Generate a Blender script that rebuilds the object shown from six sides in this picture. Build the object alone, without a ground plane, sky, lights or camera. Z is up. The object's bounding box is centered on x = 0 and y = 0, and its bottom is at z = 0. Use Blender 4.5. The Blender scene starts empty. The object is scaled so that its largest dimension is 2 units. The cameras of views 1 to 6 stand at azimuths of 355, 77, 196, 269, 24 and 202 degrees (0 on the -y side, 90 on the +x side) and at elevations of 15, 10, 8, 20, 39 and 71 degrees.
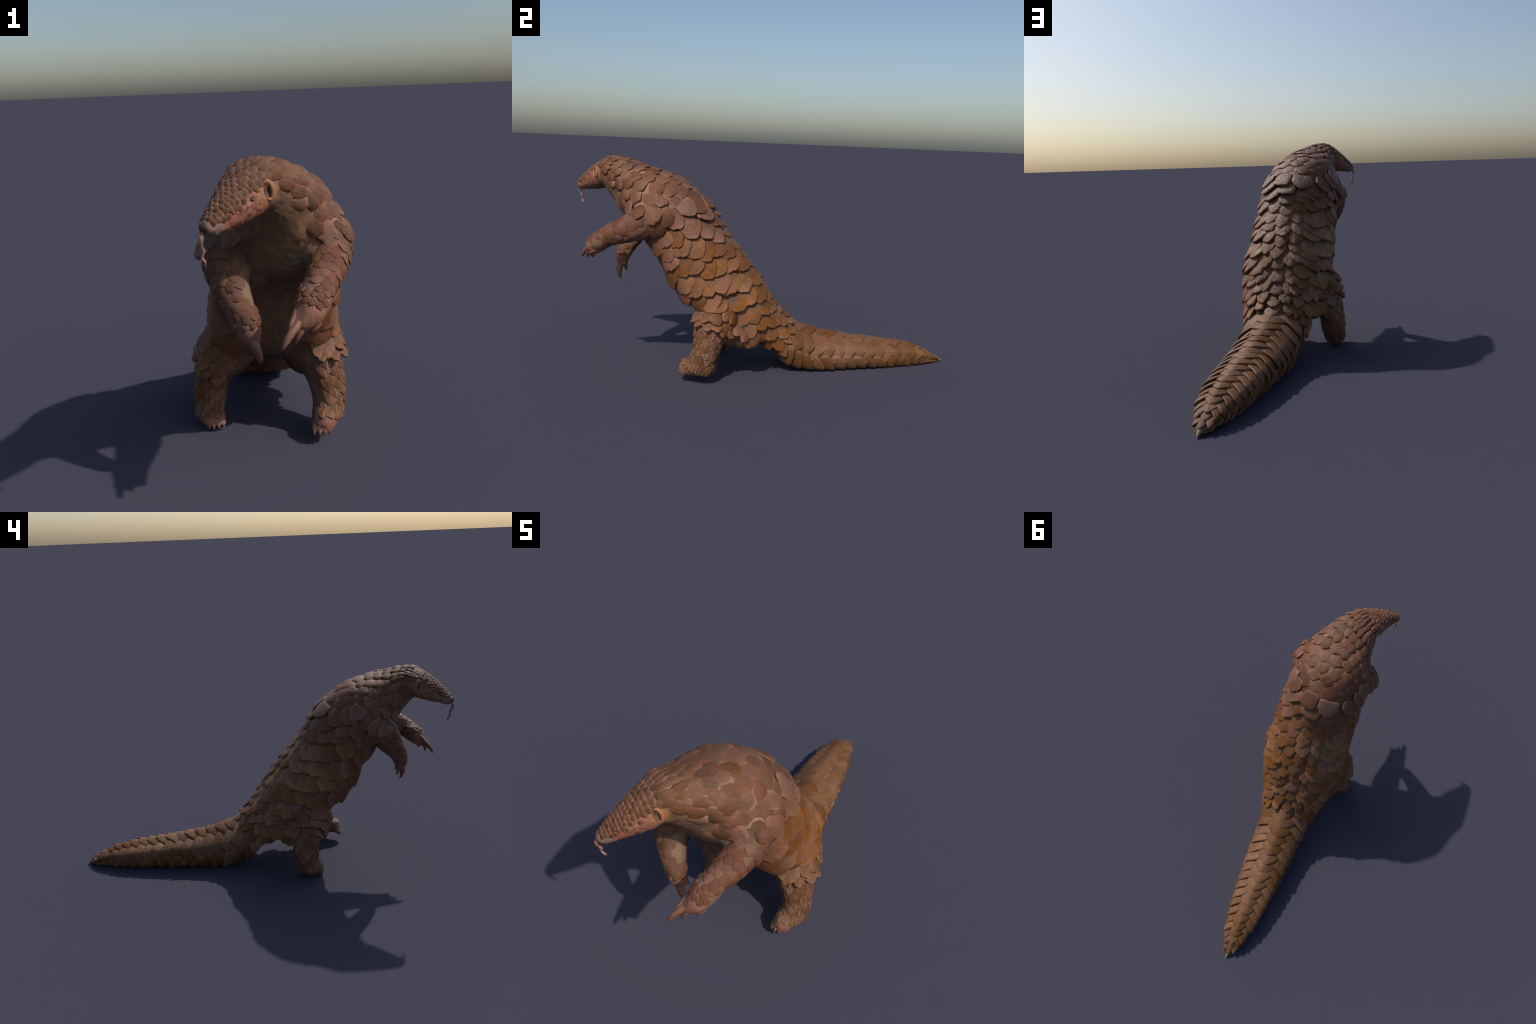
import bpy, bmesh, math, random
import numpy as np
from mathutils import Vector, Matrix, noise
from mathutils.bvhtree import BVHTree
from mathutils.kdtree import KDTree

rng = random.Random(7)
COL = bpy.context.scene.collection


# ------------------------------------------------------------------ helpers
def V(*a):
    return Vector(a)


def unit(a):
    return a / np.linalg.norm(a, axis=-1, keepdims=True)


def catmull(ctrl, n):
    """resample control rows with a centripetal-like Catmull-Rom on chord length of the first 3 columns"""
    c = np.asarray(ctrl, float)
    d = np.linalg.norm(np.diff(c[:, :3], axis=0), axis=1)
    t = np.concatenate([[0], np.cumsum(d)])
    m = np.gradient(c, t, axis=0)
    u = np.linspace(0, t[-1], n)
    i = np.clip(np.searchsorted(t, u, side="right") - 1, 0, len(t) - 2)
    h = (t[i + 1] - t[i])[:, None]
    s = ((u - t[i])[:, None]) / h
    h00, h10 = 2 * s**3 - 3 * s**2 + 1, s**3 - 2 * s**2 + s
    h01, h11 = -2 * s**3 + 3 * s**2, s**3 - s**2
    return h00 * c[i] + h10 * h * m[i] + h01 * c[i + 1] + h11 * h * m[i + 1], u


def spow(a, p):
    return np.sign(a) * np.abs(a) ** p


def tube_mesh(rings, name):
    """closed mesh from an array of rings (n, m, 3), capped with fans"""
    n, m, _ = rings.shape
    vs = [tuple(p) for r in rings for p in r]
    fs = []
    for i in range(n - 1):
        for j in range(m):
            a, b = i * m + j, i * m + (j + 1) % m
            fs.append((a, b, b + m, a + m))
    for k, ring in ((0, rings[0]), (n - 1, rings[-1])):
        vs.append(tuple(ring.mean(0)))
        c = len(vs) - 1
        for j in range(m):
            a, b = k * m + j, k * m + (j + 1) % m
            fs.append((c, b, a) if k == 0 else (c, a, b))
    me = bpy.data.meshes.new(name)
    me.from_pydata(vs, [], fs)
    bm = bmesh.new()
    bm.from_mesh(me)
    bmesh.ops.recalc_face_normals(bm, faces=bm.faces)
    bm.to_mesh(me)
    bm.free()
    return me


def new_object(name, me, parent=None, mat=None):
    o = bpy.data.objects.new(name, me)
    COL.objects.link(o)
    o.parent = parent
    if mat is not None and me is not None and not me.materials:
        me.materials.append(mat)
    return o


def smooth_shade(me):
    me.polygons.foreach_set("use_smooth", [True] * len(me.polygons))


# ------------------------------------------------------------------ trunk: one loft from tail tip to snout
# each section: centre x of the section, top (y, z), bottom (y, z), half width, level of the widest point (0 bottom .. 1 top),
# exponent of the upper and of the lower half, depth of the scale coat to take off
TRUNK = [
    # cx     ty     tz     by     bz     w     f    pu   pl   inset
    (0.016, 0.985, 0.012, 0.985, 0.004, 0.008, 0.5, 2.0, 2.0, 0.000),
    (0.013, 0.945, 0.037, 0.945, 0.005, 0.034, 0.42, 1.9, 2.4, 0.005),
    (0.012, 0.880, 0.080, 0.880, 0.006, 0.067, 0.38, 1.8, 2.8, 0.010),
    (0.010, 0.780, 0.118, 0.775, 0.005, 0.095, 0.36, 1.75, 3.0, 0.014),
    (0.008, 0.640, 0.146, 0.630, 0.004, 0.119, 0.36, 1.7, 3.1, 0.017),
    (0.005, 0.500, 0.167, 0.480, 0.004, 0.134, 0.36, 1.7, 3.1, 0.018),
    (0.001, 0.350, 0.192, 0.320, 0.004, 0.143, 0.36, 1.75, 3.1, 0.018),
    (-0.003, 0.210, 0.222, 0.165, 0.008, 0.149, 0.38, 1.8, 3.0, 0.018),
    (-0.004, 0.120, 0.260, 0.060, 0.042, 0.156, 0.40, 1.9, 2.8, 0.018),
    (0.000, 0.000, 0.389, -0.070, 0.150, 0.190, 0.40, 2.0, 2.8, 0.018),
    (0.004, -0.095, 0.534, -0.195, 0.240, 0.226, 0.40, 1.98, 2.9, 0.018),
    (0.009, -0.190, 0.660, -0.360, 0.310, 0.234, 0.40, 1.98, 2.9, 0.018),
    (0.010, -0.255, 0.747, -0.472, 0.383, 0.229, 0.43, 1.98, 2.9, 0.018),
    (0.008, -0.322, 0.839, -0.547, 0.484, 0.221, 0.48, 2.0, 2.8, 0.016),
    (0.000, -0.397, 0.930, -0.607, 0.600, 0.210, 0.50, 2.0, 2.7, 0.012),
    (-0.006, -0.480, 0.995, -0.672, 0.690, 0.202, 0.50, 2.1, 2.6, 0.010),
    (-0.014, -0.590, 1.035, -0.732, 0.765, 0.184, 0.52, 2.1, 2.5, 0.011),
    (-0.035, -0.690, 1.062, -0.777, 0.830, 0.142, 0.55, 2.1, 2.3, 0.010),
    (-0.062, -0.768, 1.082, -0.808, 0.886, 0.110, 0.55, 2.1, 2.1, 0.007),
    (-0.093, -0.820, 1.081, -0.842, 0.930, 0.090, 0.52, 2.1, 2.0, 0.005),
    (-0.120, -0.866, 1.061, -0.872, 0.922, 0.078, 0.50, 2.1, 2.0, 0.004),
    (-0.152, -0.914, 1.027, -0.906, 0.917, 0.058, 0.48, 2.1, 2.0, 0.003),
    (-0.188, -0.956, 0.987, -0.946, 0.914, 0.039, 0.46, 2.1, 2.1, 0.001),
    (-0.214, -0.981, 0.957, -0.974, 0.912, 0.027, 0.46, 2.1, 2.1, 0.000),
    (-0.226, -0.989, 0.948, -0.984, 0.920, 0.019, 0.46, 2.1, 2.1, 0.000),
    (-0.230, -0.991, 0.942, -0.989, 0.927, 0.009, 0.46, 2.1, 2.1, 0.000),
]
NRING, NSIDE = 360, 72


class Trunk:
    def __init__(self):
        rows = []
        for cx, ty, tz, by, bz, w, f, pu, pl, ins in TRUNK:
            c = np.array([by + (ty - by) * f, bz + (tz - bz) * f])
            rows.append((cx, c[0], c[1], ty, tz, by, bz, w, pu, pl, ins))
        r, self.u = catmull(rows, NRING)
        self.C = r[:, :3]
        self.L = self.u[-1]
        top = np.stack([r[:, 0], r[:, 3], r[:, 4]], 1)
        bot = np.stack([r[:, 0], r[:, 5], r[:, 6]], 1)
        tan = unit(np.gradient(self.C, axis=0))
        up = unit(top - bot)
        side = unit(np.cross(up, tan))
        ker = np.hanning(15)
        ker /= ker.sum()
        side = unit(np.stack([np.convolve(np.pad(side[:, k], 7, mode="edge"), ker, mode="valid") for k in range(3)], 1))
        self.side, self.up = side, up
        ins = r[:, 10]
        self.hu = np.maximum(np.linalg.norm(top - self.C, axis=1) - ins, 0.003)
        # the belly and throat are bare: no scale coat to take off there
        self.hl = np.maximum(np.linalg.norm(bot - self.C, axis=1) - ins * np.where(self.C[:, 1] > .02, .6, .15), 0.003)
        self.w = np.maximum(r[:, 7] - ins, 0.003)
        self.pu, self.pl = r[:, 8], r[:, 9]
        self.tan = tan

    def sample(self, s, th):
        """s: arc position from the tail tip (m); th: angle from the dorsal line"""
        k = lambda a: np.interp(s, self.u, a)
        v = lambda A: np.array([k(A[:, 0]), k(A[:, 1]), k(A[:, 2])])
        w, hu, hl, pu, pl = (k(a) for a in (self.w, self.hu, self.hl, self.pu, self.pl))
        p, h = (pu, hu) if math.cos(th) >= 0 else (pl, hl)
        return v(self.C) + v(self.side) * (w * spow(np.sin(th), 2 / p)) + v(self.up) * (h * spow(np.cos(th), 2 / p))

    def centre(self, s):
        return np.array([np.interp(s, self.u, self.C[:, i]) for i in range(3)])

    def rings(self):
        th = np.linspace(0, 2 * np.pi, NSIDE, endpoint=False)
        out = np.zeros((NRING, NSIDE, 3))
        for i in range(NRING):
            upper = np.cos(th) >= 0
            p = np.where(upper, self.pu[i], self.pl[i])
            h = np.where(upper, self.hu[i], self.hl[i])
            out[i] = self.C[i] + self.side[i] * (self.w[i] * spow(np.sin(th), 2 / p))[:, None] + self.up[i] * (h * spow(np.cos(th), 2 / p))[:, None]
        return out

    def s_of_y(self, y):
        return float(np.interp(-y, -self.C[:, 1], self.u))


class Limb:
    """round limb through (x, y, z, radius) with an optional flattening; ref points to angle 0"""

    def __init__(self, ctrl, ref, n=80, m=40, flat=1.0):
        r, self.u = catmull(ctrl, n)
        self.C, self.R = r[:, :3], np.maximum(r[:, 3], 0.004)
        self.L = self.u[-1]
        self.tan = unit(np.gradient(self.C, axis=0))
        ref = np.array(ref, float)
        self.e0 = unit(ref - self.tan * (self.tan @ ref)[:, None])
        self.e1 = np.cross(self.tan, self.e0)
        self.m, self.flat = m, flat

    def sample(self, s, th):
        v = lambda A: np.array([np.interp(s, self.u, A[:, i]) for i in range(3)])
        R = np.interp(s, self.u, self.R)
        return v(self.C) + R * (v(self.e0) * math.cos(th) + self.flat * v(self.e1) * math.sin(th))

    def centre(self, s):
        return np.array([np.interp(s, self.u, self.C[:, i]) for i in range(3)])

    def rings(self):
        th = np.linspace(0, 2 * np.pi, self.m, endpoint=False)
        out = self.C[:, None] + self.R[:, None, None] * (self.e0[:, None] * np.cos(th)[None, :, None] + self.flat * self.e1[:, None] * np.sin(th)[None, :, None])
        # rounded ends
        first = self.C[0] - self.tan[0] * self.R[0] * 0.5 + (out[0] - self.C[0]) * 0.55
        last = self.C[-1] + self.tan[-1] * self.R[-1] * 0.5 + (out[-1] - self.C[-1]) * 0.55
        return np.concatenate([first[None], out, last[None]])


trunk = Trunk()
# forelimbs and hindlimbs: left is +x, the animal faces -y
arm_l = Limb([(.080, -.52, .855, .100), (.128, -.612, .825, .090), (.143, -.69, .781, .076), (.129, -.755, .751, .060), (.102, -.815, .726, .051), (.070, -.865, .698, .042)], (.8, .2, .1))
arm_r = Limb([(-.085, -.52, .845, .100), (-.138, -.612, .812, .088), (-.161, -.665, .758, .074), (-.155, -.701, .707, .060), (-.138, -.738, .658, .048), (-.119, -.764, .610, .038)], (-.8, .2, .1))
hand_l = Limb([(.080, -.850, .703, .044), (.061, -.885, .679, .044), (.042, -.908, .656, .038), (.026, -.922, .640, .026)], (0, .4, 1), flat=1.15)
hand_r = Limb([(-.123, -.757, .622, .038), (-.112, -.768, .592, .036), (-.104, -.775, .564, .031), (-.099, -.778, .545, .020)], (0, -1, .3), flat=1.15)
leg_l = Limb([(.09, -.23, .37, .115), (.160, -.315, .325, .100), (.188, -.352, .245, .076), (.203, -.370, .18, .065), (.206, -.388, .13, .061), (.200, -.405, .085, .056)], (1, 0, 0))
leg_r = Limb([(-.09, -.20, .35, .115), (-.165, -.280, .315, .098), (-.205, -.262, .24, .076), (-.228, -.248, .17, .064), (-.236, -.250, .10, .062), (-.240, -.264, .05, .053)], (-1, 0, 0))
haunch_l = Limb([(.150, -.31, .30, .085), (.148, -.22, .245, .085), (.135, -.14, .232, .078)], (0, 0, 1))
haunch_r = Limb([(-.150, -.27, .295, .085), (-.150, -.19, .247, .085), (-.135, -.12, .245, .076)], (0, 0, 1))
foot_l = Limb([(.215, -.350, .098, .042), (.205, -.385, .092, .050), (.190, -.425, .087, .047), (.175, -.460, .079, .041), (.167, -.480, .071, .031)], (0, 0, 1), flat=1.12)
foot_r = Limb([(-.245, -.235, .055, .040), (-.243, -.265, .047, .046), (-.236, -.295, .043, .042), (-.228, -.318, .039, .035)], (0, 0, 1), flat=1.2)

PARTS = {"trunk": trunk, "arm_l": arm_l, "arm_r": arm_r, "hand_l": hand_l, "hand_r": hand_r, "leg_l": leg_l, "leg_r": leg_r, "foot_l": foot_l, "foot_r": foot_r, "haunch_l": haunch_l, "haunch_r": haunch_r}


def bvh_of(me):
    return BVHTree.FromPolygons([v.co.copy() for v in me.vertices], [tuple(p.vertices) for p in me.polygons])


def build_body():
    src, bvhs = bmesh.new(), {}
    for k, p in PARTS.items():
        me = tube_mesh(p.rings(), k)
        bvhs[k] = bvh_of(me)
        src.from_mesh(me)
        bpy.data.meshes.remove(me)
    # toes are part of the foot's own surface
    for tip, root, r in TOES + FINGERS:
        me = tube_mesh(Limb([tuple(root) + (r,), tuple((np.array(root) + np.array(tip)) / 2) + (r * 1.05,), tuple(tip) + (r * .7,)], (0, 0, 1), n=10, m=14).rings(), "toe")
        src.from_mesh(me)
        bpy.data.meshes.remove(me)
    me = bpy.data.meshes.new("body_source")
    src.to_mesh(me)
    src.free()
    ob = bpy.data.objects.new("body_source", me)
    COL.objects.link(ob)
    mod = ob.modifiers.new("r", "REMESH")
    mod.mode, mod.voxel_size = "VOXEL", 0.0058
    sm = ob.modifiers.new("s", "SMOOTH")
    sm.factor, sm.iterations = 0.5, 7
    dg = bpy.context.evaluated_depsgraph_get()
    body = bpy.data.meshes.new_from_object(ob.evaluated_get(dg))
    bpy.data.objects.remove(ob)
    bpy.data.meshes.remove(me)
    return body, bvhs


TOES = []
for i, a in enumerate((-1.0, -0.35, 0.3, 0.95)):
    TOES.append(((.163 + .028 * a, -.496 + .012 * abs(a), .052), (.180 + .030 * a, -.455 + .006 * abs(a), .085), .0165))
for i, a in enumerate((-1.0, -0.35, 0.3, 0.95)):
    TOES.append(((-.222 + .029 * a, -.338 + .008 * abs(a), .022), (-.231 + .031 * a, -.300, .052), .0160))

# fingers of the two hands lead into the claws
FINGERS = [
    ((.006, -.938, .641), (.048, -.893, .678), .0170), ((.004, -.923, .660), (.048, -.875, .700), .012), ((.060, -.910, .628), (.072, -.878, .672), .0185), ((.042, -.916, .626), (.060, -.880, .672), .014),
    ((-.093, -.786, .535), (-.110, -.768, .588), .0165), ((-.120, -.764, .546), (-.122, -.764, .590), .0145), ((-.083, -.760, .545), (-.100, -.762, .588), .012),
]
body, part_bvh = build_body()
nv = len(body.vertices)
co = np.empty(nv * 3)
body.vertices.foreach_get("co", co)
co = co.reshape(-1, 3)
no = np.empty(nv * 3)
body.vertex_normals.foreach_get("vector", no)
no = no.reshape(-1, 3)

# ------------------------------------------------------------------ relief on the bare skin
EAR_L, EAR_R = np.array([-.047, -.903, 1.007]), np.array([-.180, -.822, 1.003])
EYE_L = np.array([-.095, -.943, .995])
EYE_R = np.array([-.190, -.880, .993])


def near_line(pts, line):
    """distance of every vertex to a polyline"""
    best = np.full(len(pts), 9.0)
    for a, b in zip(line[:-1], line[1:]):
        a, b = np.array(a), np.array(b)
        t = np.clip(((pts - a) @ (b - a)) / ((b - a) @ (b - a)), 0, 1)
        best = np.minimum(best, np.linalg.norm(pts - (a + t[:, None] * (b - a)), axis=1))
    return best


disp = np.zeros(nv)
for i in range(nv):
    p = co[i]
    disp[i] = 0.0035 * noise.fractal(Vector(p * (26, 26, 12)), 0.9, 2.2, 4)
headness = np.clip((-.80 - co[:, 1]) / .06, 0, 1) * (co[:, 2] > .86)
for i in np.nonzero(headness > 0)[0]:
    disp[i] = disp[i] * .3 + headness[i] * .0028 * noise.fractal(Vector(co[i] * 75), .8, 2.1, 4)
# wrinkles where the arms and legs leave the trunk
for e in (EYE_L, EYE_R):
    d = np.linalg.norm(co - e, axis=1)
    disp -= .006 * np.exp(-(d / .009) ** 2) * 1.0
    disp += .0025 * np.exp(-((d - .016) / .006) ** 2)
for e in (EAR_L, EAR_R):
    d = np.linalg.norm(co - e, axis=1)
    disp -= .012 * np.exp(-(d / .014) ** 2)
# mouth line on both sides of the snout
MOUTH_L = [(-.222, -.992, .928), (-.190, -.975, .922), (-.158, -.955, .930)]
MOUTH_R = [(-.238, -.975, .928), (-.215, -.945, .922), (-.192, -.918, .930)]
for line in (MOUTH_L, MOUTH_R):
    disp -= .004 * np.exp(-(near_line(co, line) / .004) ** 2)
for q in ((-.226, -.995, .938), (-.237, -.986, .938)):
    disp -= .004 * np.exp(-(np.linalg.norm(co - np.array(q), axis=1) / .004) ** 2)
co = co + no * disp[:, None]
co[:, 2] = np.maximum(co[:, 2], 0.001)
body.vertices.foreach_set("co", co.ravel())
body.update()
body.vertex_normals.foreach_get("vector", no2 := np.empty(nv * 3))
no = no2.reshape(-1, 3)
bvh = bvh_of(body)
kd = KDTree(nv)
for i in range(nv):
    kd.insert(Vector(co[i]), i)
kd.balance()


def surface_normal(p, n=10):
    acc = Vector((0, 0, 0))
    for _, i, _ in kd.find_n(Vector(p), n):
        acc += Vector(no[i])
    return acc.normalized()


# ------------------------------------------------------------------ materials
class Nodes:
    def __init__(self, name):
        self.mat = bpy.data.materials.new(name)
        self.mat.use_nodes = True
        self.t = self.mat.node_tree
        self.t.nodes.clear()

    def add(self, kind, **kw):
        n = self.t.nodes.new(kind)
        for k, v in kw.items():
            setattr(n, k, v)
        return n

    def link(self, a, b):
        self.t.links.new(a, b)

    def put(self, sock, val):
        if isinstance(val, bpy.types.NodeSocket):
            self.link(val, sock)
        elif val is not None:
            sock.default_value = val

    def mix(self, fac, a, b, mode="MIX"):
        n = self.add("ShaderNodeMix", data_type="RGBA", blend_type=mode)
        self.put(n.inputs[0], fac)
        self.put(n.inputs[6], a if not isinstance(a, tuple) else a + (1,))
        self.put(n.inputs[7], b if not isinstance(b, tuple) else b + (1,))
        return n.outputs[2]

    def math(self, op, a, b=None, c=None, clamp=False):
        n = self.add("ShaderNodeMath", operation=op, use_clamp=clamp)
        for i, v in enumerate((a, b, c)):
            if v is not None:
                self.put(n.inputs[i], v)
        return n.outputs[0]

    def ramp(self, v, lo, hi, a=0.0, b=1.0):
        n = self.add("ShaderNodeMapRange", interpolation_type="SMOOTHSTEP")
        self.put(n.inputs["Value"], v)
        for k, x in (("From Min", lo), ("From Max", hi), ("To Min", a), ("To Max", b)):
            n.inputs[k].default_value = x
        return n.outputs[0]

    def noise(self, vec, scale, detail=4.0, rough=.6, dist=0.0, out="Fac"):
        n = self.add("ShaderNodeTexNoise")
        self.put(n.inputs["Vector"], vec)
        n.inputs["Scale"].default_value = scale
        n.inputs["Detail"].default_value = detail
        n.inputs["Roughness"].default_value = rough
        n.inputs["Distortion"].default_value = dist
        return n.outputs[out]

    def mapping(self, vec, scale=(1, 1, 1), loc=None):
        n = self.add("ShaderNodeMapping")
        self.put(n.inputs["Vector"], vec)
        n.inputs["Scale"].default_value = scale
        if loc is not None:
            self.put(n.inputs["Location"], loc)
        return n.outputs[0]

    def near(self, vec, p, lo, hi):
        """1 close to the point p, 0 beyond hi"""
        n = self.add("ShaderNodeVectorMath", operation="DISTANCE")
        self.put(n.inputs[0], vec)
        n.inputs[1].default_value = p
        return self.ramp(n.outputs["Value"], lo, hi, 1.0, 0.0)

    def prop(self, name):
        return self.add("ShaderNodeAttribute", attribute_type="OBJECT", attribute_name=f'["{name}"]').outputs["Fac"]

    def finish(self, color, rough=.6, bump=None, strength=.3, distance=.004, spec=.35):
        b = self.add("ShaderNodeBsdfPrincipled")
        self.put(b.inputs["Base Color"], color)
        self.put(b.inputs["Roughness"], rough)
        b.inputs["Specular IOR Level"].default_value = spec
        if bump is not None:
            n = self.add("ShaderNodeBump")
            n.inputs["Strength"].default_value = strength
            n.inputs["Distance"].default_value = distance
            self.put(n.inputs["Height"], bump)
            self.link(n.outputs[0], b.inputs["Normal"])
        o = self.add("ShaderNodeOutputMaterial")
        self.link(b.outputs[0], o.inputs[0])
        return self.mat


UMBER, ROSY, OCHRE, TAN = (.142, .066, .035), (.205, .085, .058), (.285, .114, .029), (.165, .075, .028)
RED = (.33, .085, .05)


def scale_material():
    m = Nodes("horn_scale")
    tc = m.add("ShaderNodeTexCoord")
    obj = tc.outputs["Object"]
    pos = m.add("ShaderNodeNewGeometry").outputs["Position"]
    info = m.add("ShaderNodeObjectInfo")
    rand = info.outputs["Random"]
    rosy, ochre, tan, keel, pale = (m.prop(k) for k in ("rosy", "ochre", "tan", "keel", "pale"))
    sep = m.add("ShaderNodeSeparateXYZ")
    m.link(obj, sep.inputs[0])
    x, y = sep.outputs[0], sep.outputs[1]
    r = m.math("SQRT", m.math("ADD", m.math("MULTIPLY", x, x), m.math("MULTIPLY", y, y)))
    n1 = m.noise(pos, 16, 5, .62, .6)
    n2 = m.noise(pos, 42, 5, .65, .4)
    n3 = m.noise(pos, 9, 3, .55, .2)
    loc = m.add("ShaderNodeCombineXYZ")
    m.link(m.math("MULTIPLY", rand, 37.0), loc.inputs[0])
    m.link(m.math("MULTIPLY", rand, 11.0), loc.inputs[1])
    fib = m.noise(m.mapping(obj, (6.5, .9, 1.0), loc.outputs[0]), 1.6, 5, .65)
    core = m.mix(m.ramp(n1, .32, .66), (.105, .058, .036), (.175, .084, .046))
    col = m.mix(m.math("MULTIPLY", tan, .92), core, m.mix(m.ramp(n1, .35, .65), (.135, .064, .028), (.190, .088, .032)))
    # the ochre sits toward the edges of each scale, the middle stays umber
    toward = m.math("ADD", m.math("MULTIPLY", y, .55), m.math("MULTIPLY", m.math("ABSOLUTE", x), .45))
    edge = m.ramp(m.math("ADD", toward, m.math("MULTIPLY", m.math("SUBTRACT", n1, .5), 1.3)), -.25, .62)
    col = m.mix(m.math("MULTIPLY", ochre, m.math("MULTIPLY_ADD", edge, .95, .05)), col, OCHRE)
    col = m.mix(m.math("MULTIPLY", rosy, m.ramp(m.math("ADD", n3, m.math("MULTIPLY", y, .10)), .36, .62)), col, ROSY)
    # red streaks
    col = m.mix(m.math("MULTIPLY", m.math("MULTIPLY_ADD", rosy, .5, .14), m.ramp(m.math("MULTIPLY_ADD", fib, .45, m.math("MULTIPLY", n3, .75)), .64, .80)), col, RED)
    # dust and greyish bloom
    col = m.mix(m.math("MULTIPLY", m.ramp(m.math("MULTIPLY_ADD", n3, .5, m.math("MULTIPLY", n2, .5)), .48, .66), .26), col, (.205, .125, .090))
    # dark mottles
    col = m.mix(m.math("MULTIPLY", m.ramp(m.math("ADD", fib, m.math("MULTIPLY", n2, .6)), .72, 1.0), .30), col, (.06, .034, .022))
    # worn pale rim
    rim = m.ramp(m.math("ADD", r, m.math("MULTIPLY", m.math("SUBTRACT", n2, .5), .28)), .86, 1.0)
    col = m.mix(m.math("MULTIPLY", rim, m.math("MULTIPLY_ADD", pale, .5, .30)), col, (.29, .15, .085))
    # nape, shoulder and head plates: an orange, then pale pinkish margin round a dark middle
    marg = m.math("ADD", r, m.math("MULTIPLY", m.math("SUBTRACT", n2, .5), .34))
    col = m.mix(m.math("MULTIPLY", pale, m.ramp(marg, .38, .72, 0.0, .70)), col, (.27, .105, .050))
    col = m.mix(m.math("MULTIPLY", pale, m.ramp(marg, .74, .95, 0.0, .8)), col, (.30, .175, .128))
    # keel line of the leg scales
    kl = m.math("MULTIPLY", m.ramp(m.math("ABSOLUTE", x), .02, .12, 1.0, 0.0), m.math("MULTIPLY", m.ramp(y, -.5, .0), m.ramp(y, .6, .85, 1.0, 0.0)))
    col = m.mix(m.math("MULTIPLY", kl, keel), col, (.43, .28, .15))
    v = m.add("ShaderNodeHueSaturation")
    m.link(col, v.inputs["Color"])
    m.link(m.math("MULTIPLY_ADD", rand, .36, .66), v.inputs["Value"])
    m.link(m.math("MULTIPLY_ADD", rand, -.2, 1.16), v.inputs["Saturation"])
    bump = m.math("ADD", m.math("MULTIPLY", fib, .8), m.math("MULTIPLY", n2, .9))
    return m.finish(v.outputs[0], m.ramp(n2, .3, .7, .42, .62), bump, .75, .0045, .30)


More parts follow.
